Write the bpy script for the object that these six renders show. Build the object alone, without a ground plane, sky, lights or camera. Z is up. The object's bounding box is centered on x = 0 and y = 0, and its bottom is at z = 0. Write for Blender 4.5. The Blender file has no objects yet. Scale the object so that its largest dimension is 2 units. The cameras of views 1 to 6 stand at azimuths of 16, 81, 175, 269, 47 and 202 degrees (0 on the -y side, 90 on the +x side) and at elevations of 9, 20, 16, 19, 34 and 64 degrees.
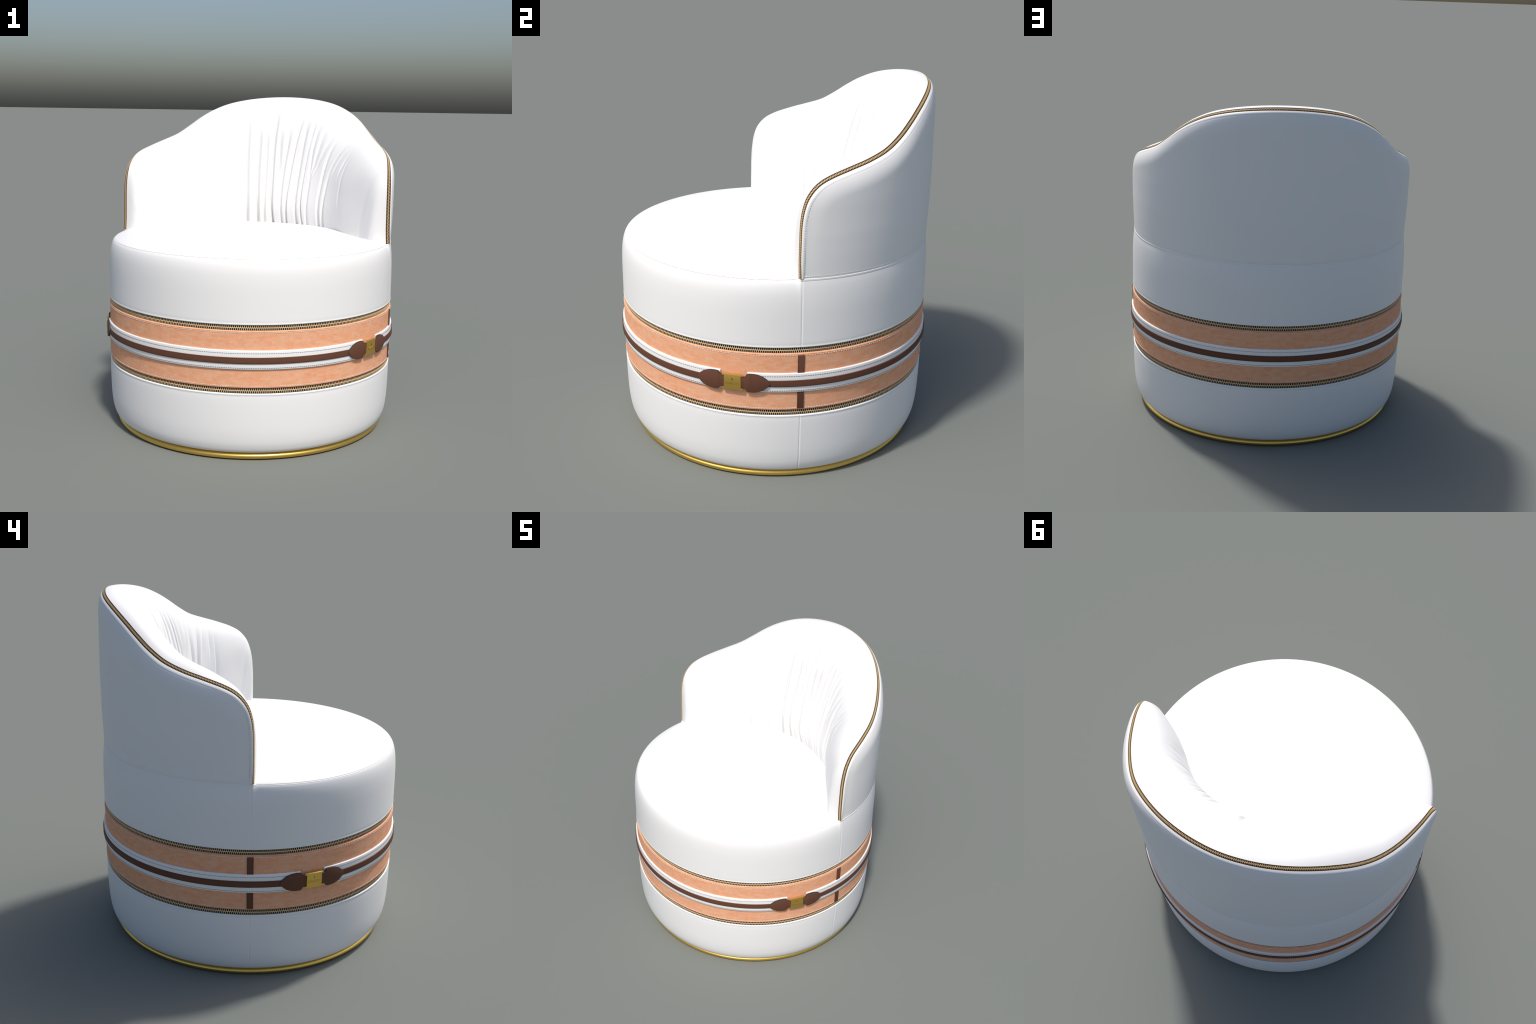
import bpy, bmesh, math, random
import numpy as np
from mathutils import Vector

rng = random.Random(7)
D2R = math.pi / 180.0


# ------------------------------------------------------------------ helpers
def interp(x, table):
    xs = [p[0] for p in table]
    ys = [p[1] for p in table]
    return np.interp(x, xs, ys)


def smooth_interp(x, table, sigma=4.0):
    """piecewise table over azimuth, rounded off so that it leaves no facets."""
    g = np.arange(60.0, 230.0, .25)
    y = np.interp(np.where(g > 180, 360 - g, g), [p[0] for p in table], [p[1] for p in table])
    k = np.exp(-.5 * (np.arange(-60, 61) * .25 / sigma) ** 2)
    y = np.convolve(np.pad(y, 60, mode='edge'), k / k.sum(), mode='valid')
    return np.interp(x, g, y)


def spline(points, per=10):
    """Catmull-Rom through points (any dimension)."""
    P = np.array(points, float)
    n = len(P)
    out = []
    for i in range(n - 1):
        p0, p1, p2, p3 = P[max(i - 1, 0)], P[i], P[i + 1], P[min(i + 2, n - 1)]
        for k in range(per):
            t = k / per
            out.append(.5 * (2 * p1 + (p2 - p0) * t + (2 * p0 - 5 * p1 + 4 * p2 - p3) * t * t
                             + (3 * p1 - p0 - 3 * p2 + p3) * t ** 3))
    out.append(P[-1])
    return np.array(out)


def cyl(az, r, z):
    """azimuth in degrees: 0 looks to -y (front), 90 to +x."""
    a = np.radians(az)
    return np.stack([r * np.sin(a), -r * np.cos(a), z + 0 * a], -1)


def smoothstep(a, b, x):
    t = np.clip((x - a) / (b - a), 0, 1)
    return t * t * (3 - 2 * t)


def link(ob, parent):
    bpy.context.scene.collection.objects.link(ob)
    ob.parent = parent
    return ob


def make(name, verts, faces, mat, parent, sharp=None, kind=None, fix=True):
    me = bpy.data.meshes.new(name)
    me.from_pydata([tuple(map(float, v)) for v in verts], [], [tuple(map(int, f)) for f in faces])
    me.validate()
    if fix:
        bm = bmesh.new()
        bm.from_mesh(me)
        bmesh.ops.remove_doubles(bm, verts=bm.verts, dist=1e-6)
        bmesh.ops.recalc_face_normals(bm, faces=bm.faces)
        bm.to_mesh(me)
        bm.free()
    me.polygons.foreach_set("use_smooth", [True] * len(me.polygons))
    if sharp:
        me.set_sharp_from_angle(angle=sharp * D2R)
    me.materials.append(mat)
    ob = bpy.data.objects.new(name, me)
    if kind:
        ob["kind"] = kind
    return link(ob, parent)


def grid_faces(nu, nv, wrap_u=False, wrap_v=False):
    F = []
    for i in range(nu if wrap_u else nu - 1):
        for j in range(nv if wrap_v else nv - 1):
            a = i * nv + j
            b = ((i + 1) % nu) * nv + j
            c = ((i + 1) % nu) * nv + (j + 1) % nv
            d = i * nv + (j + 1) % nv
            F.append((a, b, c, d))
    return F


FULL = np.linspace(-180, 180, 361)[:-1]
# more samples close to the two upright side seams
SEAMED = np.unique(np.concatenate([FULL] + [s * 90 + np.linspace(-1.2, 1.2, 25) for s in (-1, 1)]))


def seam_dent(az, depth=.0016, width=.0026):
    d = np.minimum(abs(az - 90), abs(az + 90)) * D2R * .872
    return depth * np.exp(-(d / width) ** 2) - .2 * depth * np.exp(-((d - .010) / .006) ** 2)


def lathe(name, prof, mat, parent, azs=FULL, wrap=True, closed=False, seams=False, sharp=None, back=None):
    """turned form; an optional second profile takes over behind the two side seams."""
    prof = front = np.array(prof, float)
    V = []
    for a in azs:
        if back is not None:
            m = float(smoothstep(88.0, 90.0, abs(a)))
            prof = front * (1 - m) + np.array(back) * m
        r = prof[:, 0] - (seam_dent(a) if seams else 0)
        V.append(cyl(np.full(len(prof), a), r, prof[:, 1]))
    V = np.concatenate(V)
    nv = len(prof)
    F = grid_faces(len(azs), nv, wrap, closed)
    if closed and not wrap:                      # end caps
        F.append(tuple(range(nv)))
        F.append(tuple((len(azs) - 1) * nv + i for i in range(nv))[::-1])
    return make(name, V, F, mat, parent, sharp)


def strap_profile(r0, r1, z0, z1, b=.003, crown=0.0):
    """closed cross-section of a flat strap with rounded outer edges."""
    P = [(r0, z0), (r1 - b, z0)]
    for k in range(1, 4):
        t = k / 3 * math.pi / 2
        P.append((r1 - b + b * math.sin(t), z0 + b - b * math.cos(t)))
    for k in range(1, 6):
        t = k / 6
        P.append((r1 + crown * math.sin(math.pi * t), z0 + b + (z1 - z0 - 2 * b) * t))
    for k in range(3):
        t = k / 3 * math.pi / 2
        P.append((r1 - b + b * math.cos(t), z1 - b + b * math.sin(t)))
    P += [(r1 - b, z1), (r0, z1)]
    return P


def dashes(name, pts, nrm, mat, parent, pitch=.0135, length=.0095, width=.0026, height=.0016,
           closed=False, jitter=.0):
    """a row of stitches: little pillow-shaped bars laid along a polyline."""
    P = np.array(pts, float)
    N = np.array(nrm, float)
    if closed:
        P = np.vstack([P, P[:1]])
        N = np.vstack([N, N[:1]])
    s = np.r_[0, np.cumsum(np.linalg.norm(np.diff(P, axis=0), axis=1))]
    n = max(1, int(round(s[-1] / pitch)))
    V, F = [], []
    for k in range(n):
        c = (k + .5) * s[-1] / n + jitter * rng.uniform(-1, 1)
        ends = []
        for q in (c - length / 2, c, c + length / 2):
            ends.append(np.array([np.interp(q, s, P[:, i]) for i in range(3)]))
        nn = np.array([np.interp(c, s, N[:, i]) for i in range(3)])
        nn /= np.linalg.norm(nn)
        t = ends[2] - ends[0]
        t /= np.linalg.norm(t) + 1e-9
        w = np.cross(nn, t)
        w /= np.linalg.norm(w)
        base = len(V)
        for e, sc in ((ends[0], .55), (ends[1], 1.0), (ends[2], .55)):
            V += [e - w * width * .5 * sc - nn * .001, e - w * width * .28 * sc + nn * height * sc,
                  e + w * width * .28 * sc + nn * height * sc, e + w * width * .5 * sc - nn * .001]
        for a in (0, 4):
            for j in range(4):
                F.append((base + a + j, base + a + (j + 1) % 4, base + a + 4 + (j + 1) % 4, base + a + 4 + j))
        F.append((base, base + 1, base + 2, base + 3))
        F.append((base + 8, base + 11, base + 10, base + 9))
    return make(name, V, F, mat, parent, kind="stuff")


def ring_line(r, z, azs=FULL):
    return cyl(azs, np.full(len(azs), r), np.full(len(azs), z)), cyl(azs, np.ones(len(azs)), np.zeros(len(azs)))


def empty(name, parent=None, loc=(0, 0, 0)):
    ob = bpy.data.objects.new(name, None)
    ob.empty_display_size = .1
    ob.location = loc
    return link(ob, parent)


# ---------------------------------------------------------------- materials
def new_mat(name, color, rough, metallic=0.0, spec=.5):
    m = bpy.data.materials.new(name)
    m.use_nodes = True
    b = m.node_tree.nodes["Principled BSDF"]
    b.inputs["Base Color"].default_value = (*color, 1)
    b.inputs["Roughness"].default_value = rough
    b.inputs["Metallic"].default_value = metallic
    b.inputs["Specular IOR Level"].default_value = spec
    return m, m.node_tree, b


def add_grain(nt, b, scale, strength, dist=.001, detail=3):
    tc = nt.nodes.new("ShaderNodeTexCoord")
    no = nt.nodes.new("ShaderNodeTexNoise")
    no.inputs["Scale"].default_value = scale
    no.inputs["Detail"].default_value = detail
    bu = nt.nodes.new("ShaderNodeBump")
    bu.inputs["Strength"].default_value = strength
    bu.inputs["Distance"].default_value = dist
    nt.links.new(tc.outputs["Object"], no.inputs["Vector"])
    nt.links.new(no.outputs["Fac"], bu.inputs["Height"])
    nt.links.new(bu.outputs["Normal"], b.inputs["Normal"])


white, nt, b = new_mat("white_leather", (.80, .80, .80), .5, spec=.4)
add_grain(nt, b, 260, .05)
white_thread, _, _ = new_mat("white_thread", (.78, .78, .79), .7, spec=.2)
black_thread, _, _ = new_mat("black_thread", (.028, .03, .034), .7, spec=.2)
brown, nt, b = new_mat("brown_leather", (.122, .050, .029), .6, spec=.25)
add_grain(nt, b, 320, .06)
brown_thread, _, _ = new_mat("dark_brown_thread", (.035, .022, .020), .7, spec=.2)
edge_paint, _, _ = new_mat("dark_edge_paint", (.035, .032, .034), .6, spec=.3)
tape, _, _ = new_mat("zip_tape_black", (.017, .019, .020), .8, spec=.2)
teeth_mat, _, _ = new_mat("zip_teeth_brass", (.74, .52, .28), .5, spec=.4)
rim_teeth_mat, _, _ = new_mat("rim_zip_brass", (.58, .40, .20), .5, spec=.4)
gold, nt, b = new_mat("polished_gold", (.92, .62, .15), .30, metallic=1.0)
gold_plate, nt, b = new_mat("brushed_gold", (.80, .54, .13), .42, metallic=1.0)
gold_mark, nt, b = new_mat("engraved_gold", (.62, .36, .06), .35, metallic=1.0)

# woven peach canvas: small horizontal slubs laid like brickwork round the drum
canvas, nt, b = new_mat("peach_canvas", (.76, .36, .21), .8, spec=.15)
N, L = nt.nodes, nt.links
tc = N.new("ShaderNodeTexCoord")
sep = N.new("ShaderNodeSeparateXYZ")
L.new(tc.outputs["Object"], sep.inputs[0])
at = N.new("ShaderNodeMath"); at.operation = 'ARCTAN2'
L.new(sep.outputs["X"], at.inputs[0]); L.new(sep.outputs["Y"], at.inputs[1])
mu = N.new("ShaderNodeMath"); mu.operation = 'MULTIPLY'; mu.inputs[1].default_value = .875
L.new(at.outputs[0], mu.inputs[0])
com = N.new("ShaderNodeCombineXYZ")
L.new(mu.outputs[0], com.inputs[0]); L.new(sep.outputs["Z"], com.inputs[1])
br = N.new("ShaderNodeTexBrick")
br.offset = .37; br.offset_frequency = 2
br.inputs["Scale"].default_value = 1.0
br.inputs["Brick Width"].default_value = .046
br.inputs["Row Height"].default_value = .0135
br.inputs["Mortar Size"].default_value = .0007
br.inputs["Mortar Smooth"].default_value = .6
br.inputs["Bias"].default_value = 0
br.inputs["Color1"].default_value = (.80, .34, .17, 1)
br.inputs["Color2"].default_value = (.77, .47, .30, 1)
br.inputs["Mortar"].default_value = (.66, .34, .21, 1)
L.new(com.outputs[0], br.inputs["Vector"])
mp = N.new("ShaderNodeMapping"); mp.inputs["Scale"].default_value = (20, 34, 1)
L.new(com.outputs[0], mp.inputs["Vector"])
n1 = N.new("ShaderNodeTexNoise"); n1.inputs["Scale"].default_value = 1.0
n1.inputs["Detail"].default_value = 6; n1.inputs["Roughness"].default_value = .7
L.new(mp.outputs[0], n1.inputs["Vector"])
cr = N.new("ShaderNodeValToRGB")
cr.color_ramp.elements[0].position = .34; cr.color_ramp.elements[0].color = (.70, .30, .155, 1)
cr.color_ramp.elements[1].position = .70; cr.color_ramp.elements[1].color = (.84, .47, .31, 1)
L.new(n1.outputs["Fac"], cr.inputs[0])
mx = N.new("ShaderNodeMix"); mx.data_type = 'RGBA'; mx.inputs[0].default_value = .5
L.new(br.outputs["Color"], mx.inputs[6]); L.new(cr.outputs["Color"], mx.inputs[7])
mp2 = N.new("ShaderNodeMapping"); mp2.inputs["Scale"].default_value = (70, 190, 1)
L.new(com.outputs[0], mp2.inputs["Vector"])
n2 = N.new("ShaderNodeTexNoise"); n2.inputs["Scale"].default_value = 1.0; n2.inputs["Detail"].default_value = 4
L.new(mp2.outputs[0], n2.inputs["Vector"])
fl = N.new("ShaderNodeMapRange"); fl.inputs[1].default_value = .58; fl.inputs[2].default_value = .74
fl.inputs[3].default_value = 0; fl.inputs[4].default_value = .45
L.new(n2.outputs["Fac"], fl.inputs[0])
mx2 = N.new("ShaderNodeMix"); mx2.data_type = 'RGBA'
mx2.inputs[7].default_value = (.84, .56, .42, 1)
L.new(fl.outputs[0], mx2.inputs[0]); L.new(mx.outputs[2], mx2.inputs[6])
L.new(mx2.outputs[2], b.inputs["Base Color"])
bu = N.new("ShaderNodeBump"); bu.inputs["Strength"].default_value = .25; bu.inputs["Distance"].default_value = .001
L.new(n1.outputs["Fac"], bu.inputs["Height"]); L.new(bu.outputs["Normal"], b.inputs["Normal"])

# ------------------------------------------------------------------- chair
chair = empty("armchair")
chair["label"] = "round white leather tub armchair with peach canvas band, belt and gold buckles"
chair["category"] = "armchair"

# ---- drum: upper and lower white panels
side_prof = [(.850, .7745), (.8655, .7735), (.8720, .7757), (.8737, .7800), (.8725, .7860), (.8731, .80), (.8730, .83), (.8728, .90), (.8720, .98)]
front_prof = spline(side_prof + [(.8696, 1.03), (.8660, 1.065), (.8605, 1.092), (.8545, 1.1100), (.8505, 1.1180)], 5).tolist() + \
    [(.8492, 1.1192), (.8484, 1.1208)] + spline([(.8476, 1.1224), (.8460, 1.1243), (.8440, 1.1258), (.8420, 1.1262), (.833, 1.121)], 4).tolist()
rear_prof = spline(side_prof + [(.8700, 1.03), (.8677, 1.065), (.8648, 1.095), (.8622, 1.1130), (.8611, 1.1200)], 5).tolist() + \
    [(.8602, 1.1218), (.8604, 1.1236)] + spline([(.8612, 1.1256), (.8612, 1.1315), (.8602, 1.1350), (.8560, 1.1362), (.845, 1.135)], 4).tolist()
lathe("drum_upper_panel", front_prof, white, chair, SEAMED, seams=True, back=rear_prof)

lower_prof = spline([(.79, .038), (.808, .0375), (.826, .042), (.8415, .054), (.8515, .075), (.8605, .11), (.8675, .17),
                     (.8713, .25), (.8730, .32), (.8732, .36), (.8725, .3805), (.8742, .3870), (.8728, .3925), (.8660, .3950), (.850, .3935)], 7)
lathe("drum_lower_panel", lower_prof, white, chair, SEAMED, seams=True)

for nm, r, z in (("drum_upper_panel", .8728, .786), ("drum_lower_panel", .8728, .3805)):
    p, n = ring_line(r - .0006, z, FULL if z < 1 else np.linspace(-89, 89, 179))
    dashes("panel_stitching", p, n, white_thread, bpy.data.objects[nm], width=.002, height=.0012, closed=z < 1)

# ---- peach canvas band
band_prof = spline([(.850, .4255), (.8655, .4245), (.8722, .4275), (.8742, .4330), (.8736, .4420), (.8738, .58), (.8736, .7270),
                    (.8742, .7365), (.8722, .7425), (.8655, .7455), (.850, .7445)], 5)
band = lathe("canvas_band", band_prof, canvas, chair)
for z in (.7325, .4370):
    p, n = ring_line(.8738, z)
    dashes("canvas_stitching", p, n, white_thread, band, pitch=.0142, length=.0105, width=.0024, closed=True)


# ---- zips round the drum
def add_box(V, F, c, t, w, n, lt, lw, ln):
    base = len(V)
    for k, sn in ((1.0, -1), (.8, 1)):
        for a, bb in ((-1, -1), (1, -1), (1, 1), (-1, 1)):
            V.append(c + t * lt * .5 * a * k + w * lw * .5 * bb * k + n * ln * .5 * sn)
    F += [(base, base + 3, base + 2, base + 1), (base + 4, base + 5, base + 6, base + 7)]
    for j in range(4):
        F.append((base + j, base + (j + 1) % 4, base + 4 + (j + 1) % 4, base + 4 + j))


def drum_zip(zc, name="band_zip"):
    top = empty(name, chair)
    lathe("zip_tape", [(.860, zc - .0165), (.8672, zc - .0165), (.8672, zc + .0165), (.860, zc + .0165)], tape, top,
          closed=True, sharp=40)
    V, F = [], []
    n = 516
    up = np.array((0, 0, 1.0))
    for k in range(n):
        for sgn in (1, -1):
            az = (k + (.25 if sgn > 0 else .75)) * 360 / n
            e = cyl(az, 1.0, 0.0)
            t = np.array((-e[1], e[0], 0))
            add_box(V, F, e * .8674 + up * (zc + sgn * .0066), t, up, e, .0034, .0128, .0022)
    make("zip_tooth", V, F, teeth_mat, top, sharp=30, kind="stuff", fix=False)
    lathe("zip_coil", [(.862, zc - .0019), (.8684, zc - .0019), (.8690, zc), (.8684, zc + .0019), (.862, zc + .0019)],
          teeth_mat, top, closed=True, sharp=50)
    return top


drum_zip(.7595)
drum_zip(.4100)

# ---- gold foot ring
lathe("base_ring", [(.808 + .0225 * math.cos(t), .0180 + .0180 * math.sin(t)) for t in np.linspace(0, 2 * math.pi, 33)[:-1]],
      gold, chair, closed=True)
lathe("base_underside", [(.0005, .012), (.5, .012), (.80, .014)], tape, chair)

# ---- seat
seat_prof = spline([(.832, 1.1230), (.8400, 1.1262), (.8420, 1.1275), (.8405, 1.1292), (.830, 1.1350), (.80, 1.1460), (.75, 1.1570),
                    (.65, 1.1690), (.45, 1.1775), (.25, 1.1815), (.10, 1.1830), (.0006, 1.1832)], 18)
# thickness of the back cushion by azimuth, measured inward from the rim
THICK = [(89, .150), (92, .168), (94, .178), (98, .208), (101, .228), (108, .262), (118, .290), (128, .316), (135, .342), (150, .385),
         (165, .410), (180, .420)]
seat = lathe("seat_cushion", seat_prof, white, chair, np.linspace(-180, 180, 721)[:-1])
# the leather tucks down where the seat meets the back cushion, most of all beside the arms
az_c = np.linspace(92, 268, 120)
fold_c = np.where(az_c > 180, 360 - az_c, az_c)
meet = [tuple(p[:2]) for p in cyl(az_c, .838 - interp(fold_c, THICK) + .02 * smoothstep(100, 140, fold_c), 0)]
meet = np.array(meet)
co = np.empty(len(seat.data.vertices) * 3)
seat.data.vertices.foreach_get("co", co)
co = co.reshape(-1, 3)
dd = np.full(len(co), 9.0)
for m in meet:
    dd = np.minimum(dd, np.hypot(co[:, 0] - m[0], co[:, 1] - m[1]))
side_on = 1 - smoothstep(-.05, .22, co[:, 1])
hole = np.hypot(abs(co[:, 0]) - .730, co[:, 1] + .022)
co[:, 2] -= (.012 + .014 * side_on) * np.exp(-(dd / .042) ** 2) + .016 * np.exp(-(hole / .026) ** 2)
seat.data.vertices.foreach_set("co", co.ravel())
seat.data.update()

# ---------------------------------------------------------------- backrest
# path of the back zip, right half: azimuth, radius, height
HALF = [(89.2, .854, 1.136), (89.15, .850, 1.22), (89.2, .849, 1.32), (89.4, .848, 1.41), (90.2, .846, 1.485), (91.9, .841, 1.546), (95.2, .833, 1.598),
        (100., .826, 1.632), (107., .819, 1.661), (115., .817, 1.690), (123., .817, 1.727), (130., .819, 1.780),
        (136.5, .821, 1.838), (143., .821, 1.888), (151., .822, 1.933), (160., .824, 1.964), (170., .826, 1.982), (180., .828, 1.988)]
ZIP = spline(HALF + [(360 - a, r, z) for a, r, z in HALF[-2::-1]], 14)
ARC = .83                                    # reference radius of the flat pattern
flat = np.stack([np.radians(ZIP[:, 0]) * ARC, ZIP[:, 2]], 1)
flat_len = np.r_[0, np.cumsum(np.linalg.norm(np.diff(flat, axis=0), axis=1))]
tan = np.gradient(flat, axis=0)
tan /= np.linalg.norm(tan, axis=1)[:, None]
out2 = np.stack([-tan[:, 1], tan[:, 0]], 1)  # outward normal in the flat pattern
upness = np.clip(out2[:, 1], 0, 1)
PHI = np.radians(20 + 20 * upness)           # the tape leans outward by this much
HALF_W = .0115


def to3(flat_pt, r):
    return cyl(np.degrees(flat_pt[:, 0] / ARC), r, flat_pt[:, 1])


zip_pos = to3(flat, ZIP[:, 1])
e_r = cyl(ZIP[:, 0], np.ones(len(ZIP)), np.zeros(len(ZIP)))
e_t = np.stack([-e_r[:, 1], e_r[:, 0], 0 * e_r[:, 0]], 1)
B3 = e_t * out2[:, :1] + np.array((0, 0, 1.0)) * out2[:, 1:]
T3 = e_t * tan[:, :1] + np.array((0, 0, 1.0)) * tan[:, 1:]
W3 = e_r * np.cos(PHI)[:, None] - B3 * np.sin(PHI)[:, None]
N3 = e_r * np.sin(PHI)[:, None] + B3 * np.cos(PHI)[:, None]


def edge(sign):
    """flat-pattern border and its radius for the shell (+1) or the cushion (-1)."""
    f = flat - sign * out2 * (np.sin(PHI) * HALF_W)[:, None]
    return f, ZIP[:, 1] + sign * np.cos(PHI) * HALF_W


def dist_to(poly, pts):
    a, bb = poly[:-1], poly[1:]
    d = bb - a
    l2 = (d * d).sum(1) + 1e-12
    out = np.empty(len(pts))
    for i in range(0, len(pts), 4000):
        p = pts[i:i + 4000, None, :]
        t = np.clip(((p - a) * d).sum(2) / l2, 0, 1)
        q = a + d * t[..., None] - p
        out[i:i + 4000] = np.sqrt((q * q).sum(2).min(1))
    return out


def pattern(border, ncol, nrow, z_base, fan, power):
    """columns that fan from the base line up to the border."""
    s = np.linspace(0, 1, ncol)
    fl = np.r_[0, np.cumsum(np.linalg.norm(np.diff(border, axis=0), axis=1))]
    top = np.stack([np.interp(s * fl[-1], fl, border[:, i]) for i in range(2)], 1)
    k = np.interp(s * fl[-1], fl, np.arange(len(border)))
    # base azimuth: quick over the arms' front edge, then even
    half = fl[-1] / 2
    u = np.minimum(s, 1 - s) * 2
    frac = np.interp(u * half, [0, .40, .75, half], [0, fan, fan + .16, 1.0])
    a0, amid = border[0, 0], border[len(border) // 2, 0]
    base = np.where(s <= .5, a0 + frac * (amid - a0), 2 * amid - (a0 + frac * (amid - a0)))
    v = 1 - (1 - np.linspace(0, 1, nrow)) ** power        # rows crowd near the border
    P = np.empty((ncol, nrow, 2))
    zb = np.minimum(z_base, top[:, 1] - .0)
    for j, t in enumerate(v):
        P[:, j, 0] = base * (1 - t) + top[:, 0] * t
        P[:, j, 1] = zb * (1 - t) + top[:, 1] * t
    return P, k


# outer shell
back = empty("backrest", chair)
sb, sr = edge(+1)
sb[0, 1] = sb[-1, 1] = 1.1362
P, k = pattern(sb, 420, 110, 1.1362, .012, 1.7)
pts = P.reshape(-1, 2)
d = dist_to(sb, pts)
az = np.degrees(pts[:, 0] / ARC)
r_edge = np.repeat(np.interp(k, np.arange(len(sr)), sr), P.shape[1])
r_out = interp(pts[:, 1], [(1.136, .8590), (1.138, .8600), (1.1445, .8602), (1.1465, .8596), (1.149, .8603), (1.17, .8612), (1.25, .8645), (1.35, .8672), (1.50, .8680),
                           (1.70, .8655), (1.85, .8630), (2.0, .8610)])
ROUND = .050 + .055 * np.repeat(np.interp(k, np.arange(len(upness)), upness), P.shape[1])
hem = -.0008 * np.exp(-((d - .0165) / .0020) ** 2)
WELT = .0070                                  # the rim turns over tightly next to the zip
r = r_out - (r_out - r_edge - WELT) * np.clip(1 - d / ROUND, 0, 1) ** 2.3 - WELT * np.clip(1 - d / .0125, 0, 1) ** 2 + hem
make("backrest_shell", cyl(az, r, pts[:, 1]), grid_faces(P.shape[0], P.shape[1]), white, back)
shell = bpy.data.objects["backrest_shell"]

# row of stitches along the hem, and along the bottom of the shell
hem2 = sb - out2 * .0165
hr = np.interp(hem2[:, 1], [1.14, 1.25, 1.5, 1.85, 2.], [.858, .864, .868, .863, .861])
hround = .050 + .055 * upness
hr = hr - (hr - sr - .0070) * np.clip(1 - .0165 / hround, 0, 1) ** 2.3 - .0009
keep = hem2[:, 1] > 1.16
dashes("hem_stitching", to3(hem2, hr)[keep], (e_r + .6 * B3)[keep], white_thread, shell, pitch=.0125, width=.0018, height=.0007)
a = np.linspace(90.2, 269.8, 300)
p, n = ring_line(.8598, 1.1470, a)
dashes("hem_stitching", p, n, white_thread, shell, width=.0024, height=.0014)

# cushion: pillow inflated inward from the zip
LEAN = [(89, .02), (105, .08), (125, .18), (150, .29), (180, .325)]
LIFT = [(89, .0), (94, .006), (100, .02), (112, .035), (130, .034), (145, .024), (160, .015), (180, .0125)]
# creases of the gathered leather: path as (azimuth, height) from the seat upward, depth, half width
CREASE = [
    ([(208.5, 1.45), (207.8, 1.67), (208.3, 1.80)], .007, .009),
    ([(200.6, 1.10), (201.2, 1.50), (199.5, 1.92)], .021, .009),
    ([(191.4, 1.10), (192.3, 1.50), (191.4, 1.84)], .022, .010),
    ([(185.8, 1.10), (185.6, 1.51), (186.5, 1.82)], .012, .008),
    ([(178.0, 1.10), (180.8, 1.64), (180.2, 1.95)], .025, .010),
    ([(173.7, 1.45), (176.0, 1.68), (175.0, 1.82)], .014, .012),
    ([(170.0, 1.10), (170.7, 1.51), (168.6, 1.81)], .016, .010),
    ([(166.2, 1.10), (163.9, 1.65), (161.4, 1.90)], .020, .009),
    ([(156.4, 1.10), (157.5, 1.61), (157.8, 1.89)], .018, .012),
    ([(150.8, 1.10), (152.1, 1.55), (151.8, 1.86)], .018, .007),
    ([(147.4, 1.10), (146.0, 1.39), (148.3, 1.65), (147.8, 1.86)], .012, .011),
    ([(145.7, 1.44), (143.6, 1.65), (143.0, 1.82)], .011, .014),
    ([(146.2, 1.43), (140.2, 1.59), (135.2, 1.77)], .012, .012),
    ([(136.8, 1.10), (134.6, 1.55), (131.6, 1.74)], .015, .012),
    ([(133.4, 1.10), (130.8, 1.33), (128.7, 1.52), (122.7, 1.73)], .014, .011),
    ([(126.5, 1.46), (119.1, 1.69)], .009, .012),
    ([(118.4, 1.45), (116.6, 1.60), (115.0, 1.70)], .008, .012),
    ([(113.4, 1.25), (113.0, 1.60), (111.2, 1.68)], .004, .012),
    ([(216.0, 1.10), (214.0, 1.50), (215.0, 1.76)], .009, .011),
    ([(224.0, 1.10), (221.5, 1.50), (223.0, 1.72)], .007, .010),
    ([(233.0, 1.10), (230.0, 1.50), (232.0, 1.70)], .008, .012),
    ([(241.0, 1.10), (239.0, 1.45), (242.0, 1.62)], .006, .012),
]

cb, cr_ = edge(-1)
cb[0, 1] = cb[-1, 1] = 1.06
P, k = pattern(cb, 1100, 190, 1.06, .05, 1.6)
pts = P.reshape(-1, 2)
d = dist_to(cb, pts)
az = np.degrees(pts[:, 0] / ARC)
fold = np.where(az > 180, 360 - az, az)
z = pts[:, 1]
r_edge = np.repeat(np.interp(k, np.arange(len(cr_)), cr_), P.shape[1])
over = z - 1.33
thick = smooth_interp(fold, THICK) - smooth_interp(fold, LEAN) * np.where(over > -.08, (over + .08) ** 2 / (over + .24), 0) \
    - .80 * interp(fold, [(89, 0), (105, .5), (180, 1)]) * np.clip(1.38 - z, 0, .22) ** 2
up_c = np.repeat(np.interp(k, np.arange(len(upness)), upness), P.shape[1])
f = np.sqrt(np.clip(1 - np.clip(1 - d / (.22 + .08 * up_c), 0, 1) ** 3, 0, 1))
crease = np.zeros(len(pts))
for path, dp, w in CREASE:
    q = spline(path, 8)
    z0, z1 = q[0, 1], q[-1, 1]
    x = (az - np.interp(z, q[:, 1], q[:, 0])) * D2R * .50
    fade = smoothstep(z1, z1 - .16, z) * (1 if z0 < 1.2 else smoothstep(z0, z0 + .15, z))
    # a pleat: short step on its left-hand side, long soft roll on the other
    side = -x
    pleat = np.where(side < 0, np.clip(1 + side / (.45 * w), 0, 1) ** 1.5, np.clip(1 - side / (2.4 * w), 0, 1) ** 1.3)
    crease += 1.25 * dp * fade * pleat
lift = np.where(up_c < .5, .028 * (1 - 2 * up_c), 0) * np.sin(np.pi * f ** 1.3) + smooth_interp(fold, LIFT, 2.5) * 4 * f * (1 - f)
dirs = np.repeat(np.stack([np.interp(k, np.arange(len(out2)), out2[:, i]) for i in range(2)], 1), P.shape[1], axis=0)
pp = pts + dirs * lift[:, None]
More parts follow.
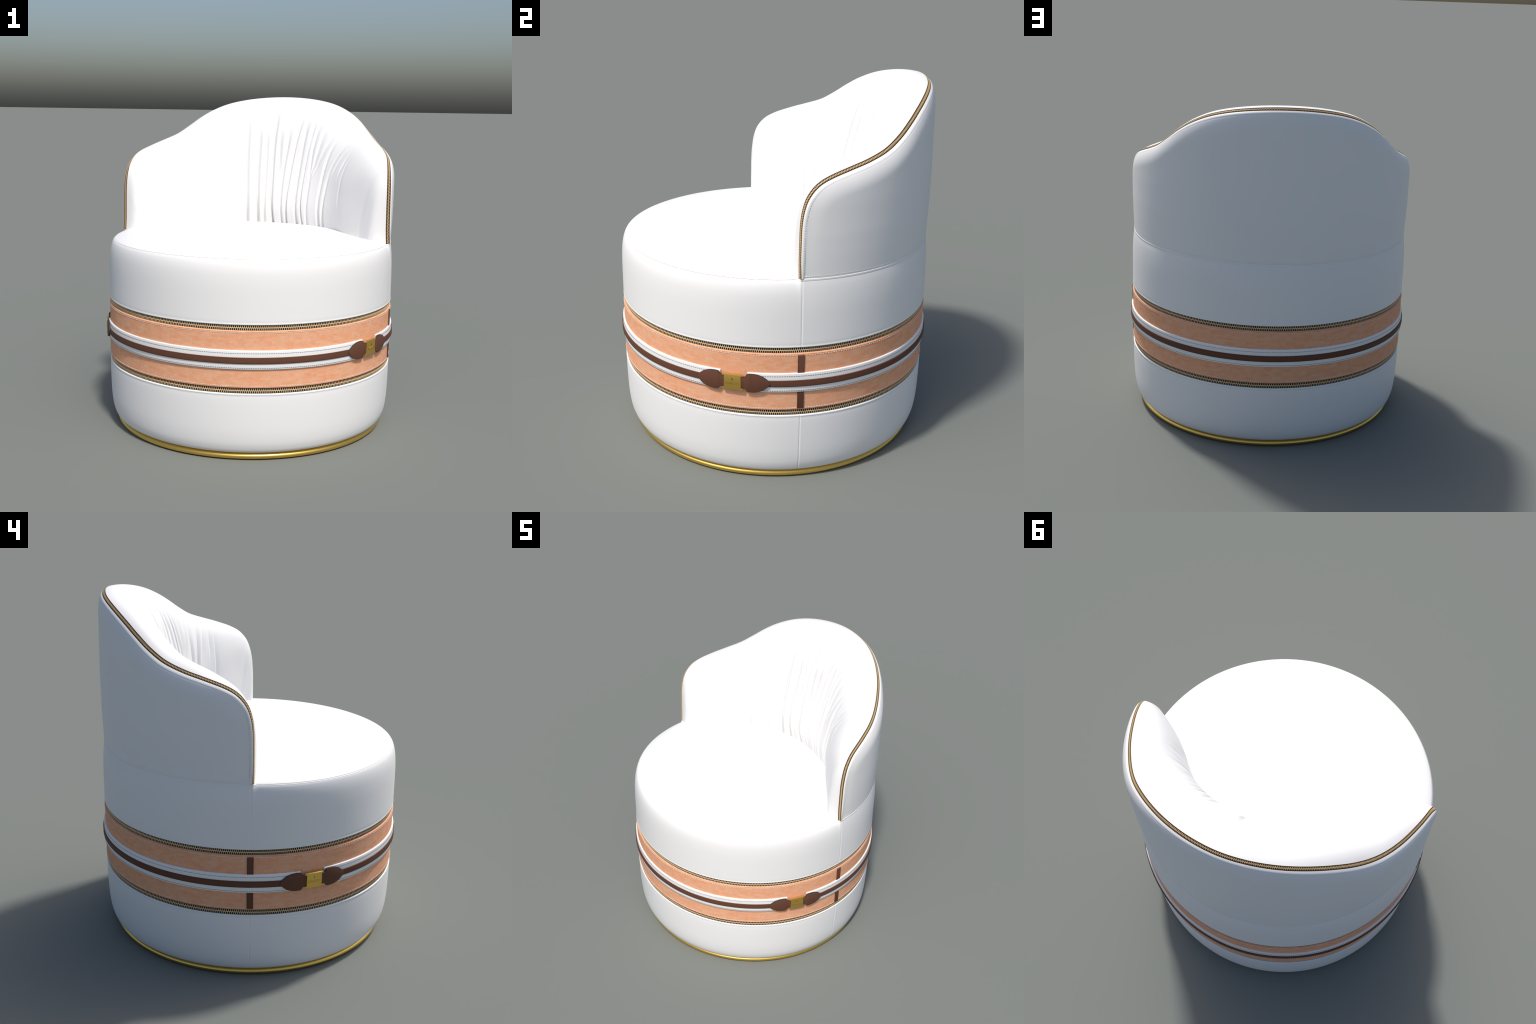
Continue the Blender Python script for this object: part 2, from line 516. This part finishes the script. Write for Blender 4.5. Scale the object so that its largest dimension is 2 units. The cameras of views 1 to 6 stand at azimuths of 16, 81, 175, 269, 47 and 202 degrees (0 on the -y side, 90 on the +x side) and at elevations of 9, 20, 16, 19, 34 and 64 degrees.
r = r_edge - thick * f + crease * smoothstep(.02, .13, d)
make("backrest_cushion", cyl(np.degrees(pp[:, 0] / ARC), r, pp[:, 1]), grid_faces(P.shape[0], P.shape[1]), white, back)

# zip along the rim
zp = empty("rim_zip", back)


def ribbon(name, offs, lifts, mat):
    V = np.concatenate([zip_pos + W3 * o + N3 * l for o, l in zip(offs, lifts)]).reshape(len(offs), -1, 3).transpose(1, 0, 2).reshape(-1, 3)
    return make(name, V, grid_faces(len(zip_pos), len(offs), False, True), mat, zp, sharp=40)


ribbon("zip_tape", (-.0122, .0122, .0122, -.0122), (-.0035, -.0035, -.0004, -.0004), tape)
for s in (-1, 1):
    ribbon("zip_piping", tuple(s * .0116 + o for o in (-.0008, .0008, .0006, -.0006)), (-.003, -.003, .0001, .0001), rim_teeth_mat)
ribbon("zip_coil", (-.0017, .0017, .0012, -.0012), (-.001, -.001, .0016, .0016), rim_teeth_mat)
slen = np.r_[0, np.cumsum(np.linalg.norm(np.diff(zip_pos, axis=0), axis=1))]
n = int(slen[-1] / .0086)
V, F = [], []


def at_len(A, q):
    v = np.array([np.interp(q, slen, A[:, i]) for i in range(3)])
    return v


for i in range(n):
    for sgn in (1, -1):
        q = (i + (.25 if sgn > 0 else .75)) * slen[-1] / n
        w = at_len(W3, q); nn = at_len(N3, q); t = at_len(T3, q)
        add_box(V, F, at_len(zip_pos, q) + w * sgn * .0034 + nn * .0006, t, w, nn, .0036, .0066, .0022)
make("zip_tooth", V, F, rim_teeth_mat, zp, sharp=30, kind="stuff", fix=False)

# -------------------------------------------------------------------- belt
Z0 = .583
belt = empty("belt", chair)


def span(a0, a1):
    return np.linspace(a0, a1, max(20, int(abs(a1 - a0))))


for a0, a1 in ((-63.1, 63.1), (72.3, 287.7)):
    az_ = span(a0, a1)
    piece = lathe("white_strap", strap_profile(.868, .8825, .5315, .6370, .004, .001), white, belt, az_, wrap=False, closed=True, sharp=60)
    for zz in (.6215, .5405):
        p, nn = ring_line(.8832, zz, az_)
        dashes("strap_stitching", p, nn, black_thread, piece, pitch=.0122, length=.0088, width=.0024, height=.0010)
    az_ = span(a0 - .2 if a0 < 0 else a0, a1)
    piece = lathe("brown_strap", strap_profile(.878, .8880, .5640, .6000, .003, .0006), brown, belt, az_, wrap=False, closed=True, sharp=60)
    for zz in (.5960, .5680):
        p, nn = ring_line(.8880, zz, az_)
        dashes("strap_stitching", p, nn, brown_thread, piece, pitch=.0110, length=.0082, width=.0022, height=.0009)


def curved_slab(name, outline, r0, r1, az0, mat, parent, bevel=.0012, edge_mat=None):
    """flat outline (arc, height) bent onto the drum and given depth; side walls may be edge-painted."""
    bm = bmesh.new()
    vs = [bm.verts.new((x, y, 0)) for x, y in outline]
    fc = bm.faces.new(vs)
    # cut the slab into upright strips so that it can bend
    xs = [p[0] for p in outline]
    x = min(xs) + .006
    while x < max(xs) - .002:
        bmesh.ops.bisect_plane(bm, geom=bm.verts[:] + bm.edges[:] + bm.faces[:], plane_co=(x, 0, 0), plane_no=(1, 0, 0))
        x += .006
    ret = bmesh.ops.extrude_face_region(bm, geom=bm.faces[:])
    top = [v for v in ret["geom"] if isinstance(v, bmesh.types.BMVert)]
    for v in top:
        v.co.z = r1 - r0
    bmesh.ops.recalc_face_normals(bm, faces=bm.faces)
    if bevel:
        es = [e for e in bm.edges if len(e.link_faces) == 2 and e.calc_face_angle() > .9
              and e.verts[0].co.z > 1e-5 and e.verts[1].co.z > 1e-5]
        bmesh.ops.bevel(bm, geom=es, offset=bevel, segments=2, profile=.5, affect='EDGES')
    bm.normal_update()
    for f_ in bm.faces:
        f_.smooth = abs(f_.normal.z) < .93
        if edge_mat and abs(f_.normal.z) < .93:
            f_.material_index = 1
    for v in bm.verts:
        x_, y_, h = v.co
        v.co = cyl(az0 + math.degrees(x_ / .888), r0 + h, Z0 + y_)
    me = bpy.data.meshes.new(name)
    bm.to_mesh(me)
    bm.free()
    me.set_sharp_from_angle(angle=35 * D2R)
    me.materials.append(mat)
    if edge_mat:
        me.materials.append(edge_mat)
    return link(bpy.data.objects.new(name, me), parent)


# outline of a leather tab, its neck towards the plate (x = 0) and its tip away from it
HALF_TAB = [(-.004, .0325), (.016, .0325)] + spline([(.0180, .0332), (.0215, .0370), (.0245, .0430), (.0280, .0475), (.0340, .0500), (.050, .0512),
                                                    (.070, .0500), (.090, .0455), (.108, .0380), (.124, .0275), (.137, .0160), (.1450, .0070), (.1475, .0)], 4).tolist()
TAB = HALF_TAB + [(x, -y) for x, y in HALF_TAB[-2::-1]]


def plate_outline():
    w, h, lip, n_ = .0445, .0425, .0110, .0330
    q = []
    for k_ in range(6):
        t = k_ / 5 * math.pi / 2
        q.append((w + lip - .009 + .009 * math.sin(t) * 1.0, h - .009 + .009 * math.cos(t)))
    q += [(w + lip, n_ + .0005), (w + lip - .001, n_), (w + .001, n_), (w, n_ - .002)]
    q_low = [(x, -y) for x, y in q[::-1]]
    right = q + q_low
    left = [(-x, -y) for x, y in right]
    return right + left


def letters(text, size, cx, cy, parent, az0, r0, depth, width=None):
    cu = bpy.data.curves.new("lettering", 'FONT')
    cu.body = text
    cu.size = size
    cu.align_x = 'CENTER'
    cu.extrude = depth / 2
    cu.resolution_u = 3
    tmp = bpy.data.objects.new("lettering_source", cu)
    bpy.context.scene.collection.objects.link(tmp)
    dg = bpy.context.evaluated_depsgraph_get()
    me = bpy.data.meshes.new_from_object(tmp.evaluated_get(dg))
    bpy.data.objects.remove(tmp)
    bpy.data.curves.remove(cu)
    xs = [v.co.x for v in me.vertices]
    sc = (width / (max(xs) - min(xs))) if width else 1
    for v in me.vertices:
        v.co = cyl(az0 + math.degrees((v.co.x * sc + cx) / .9), r0 + v.co.z, Z0 + cy + v.co.y)
    me.name = "lettering"
    me.materials.clear()
    me.materials.append(gold_mark)
    return link(bpy.data.objects.new("lettering", me), parent)


for side in (1, -1):
    c = 67.45 * side
    bk = empty("buckle", belt)
    plate = curved_slab("buckle_plate", plate_outline(), .885, .8955, c, gold_plate, bk, bevel=.0013)
    letters("STARCITY", .0175, 0, -.0125, plate, c, .8956, .0012, width=.074)
    stem = [(-.0012, .006), (.0010, .006), (.0010, .0200), (.0055, .0165), (.0080, .0095), (.0066, .0092), (.0040, .0142), (.0010, .0165),
            (.0010, .0285), (-.0012, .0285)]
    curved_slab("emblem", [(x - .002, y) for x, y in stem], .8945, .8962, c, gold_mark, plate, bevel=0)
    for dirn in (1, -1):
        off = math.degrees(.0455 / .888) * dirn
        out = [(x * dirn, y) for x, y in TAB]
        if dirn < 0:
            out = out[::-1]
        tab = curved_slab("leather_tab", out, .8835, .8925, c + off, brown, bk, bevel=.0014, edge_mat=edge_paint)

# ---- two upright brown leather tabs over the side seams
for side in (1, -1):
    out = [(-.0170, -.148), (.0170, -.148), (.0170, .1505), (-.0170, .1505)]
    st = curved_slab("upright_strap", out, .870, .8785, 90 * side, brown, chair, bevel=.001, edge_mat=None)
    for x_ in (-.0145, .0145):
        zz = np.linspace(.437, .731, 40)
        aa = np.full(40, 90 * side + math.degrees(x_ / .888))
        dashes("strap_stitching", cyl(aa, np.full(40, .8785), zz), cyl(aa, np.ones(40), 0 * zz), brown_thread, st,
               pitch=.0110, length=.0082, width=.0022, height=.0009)
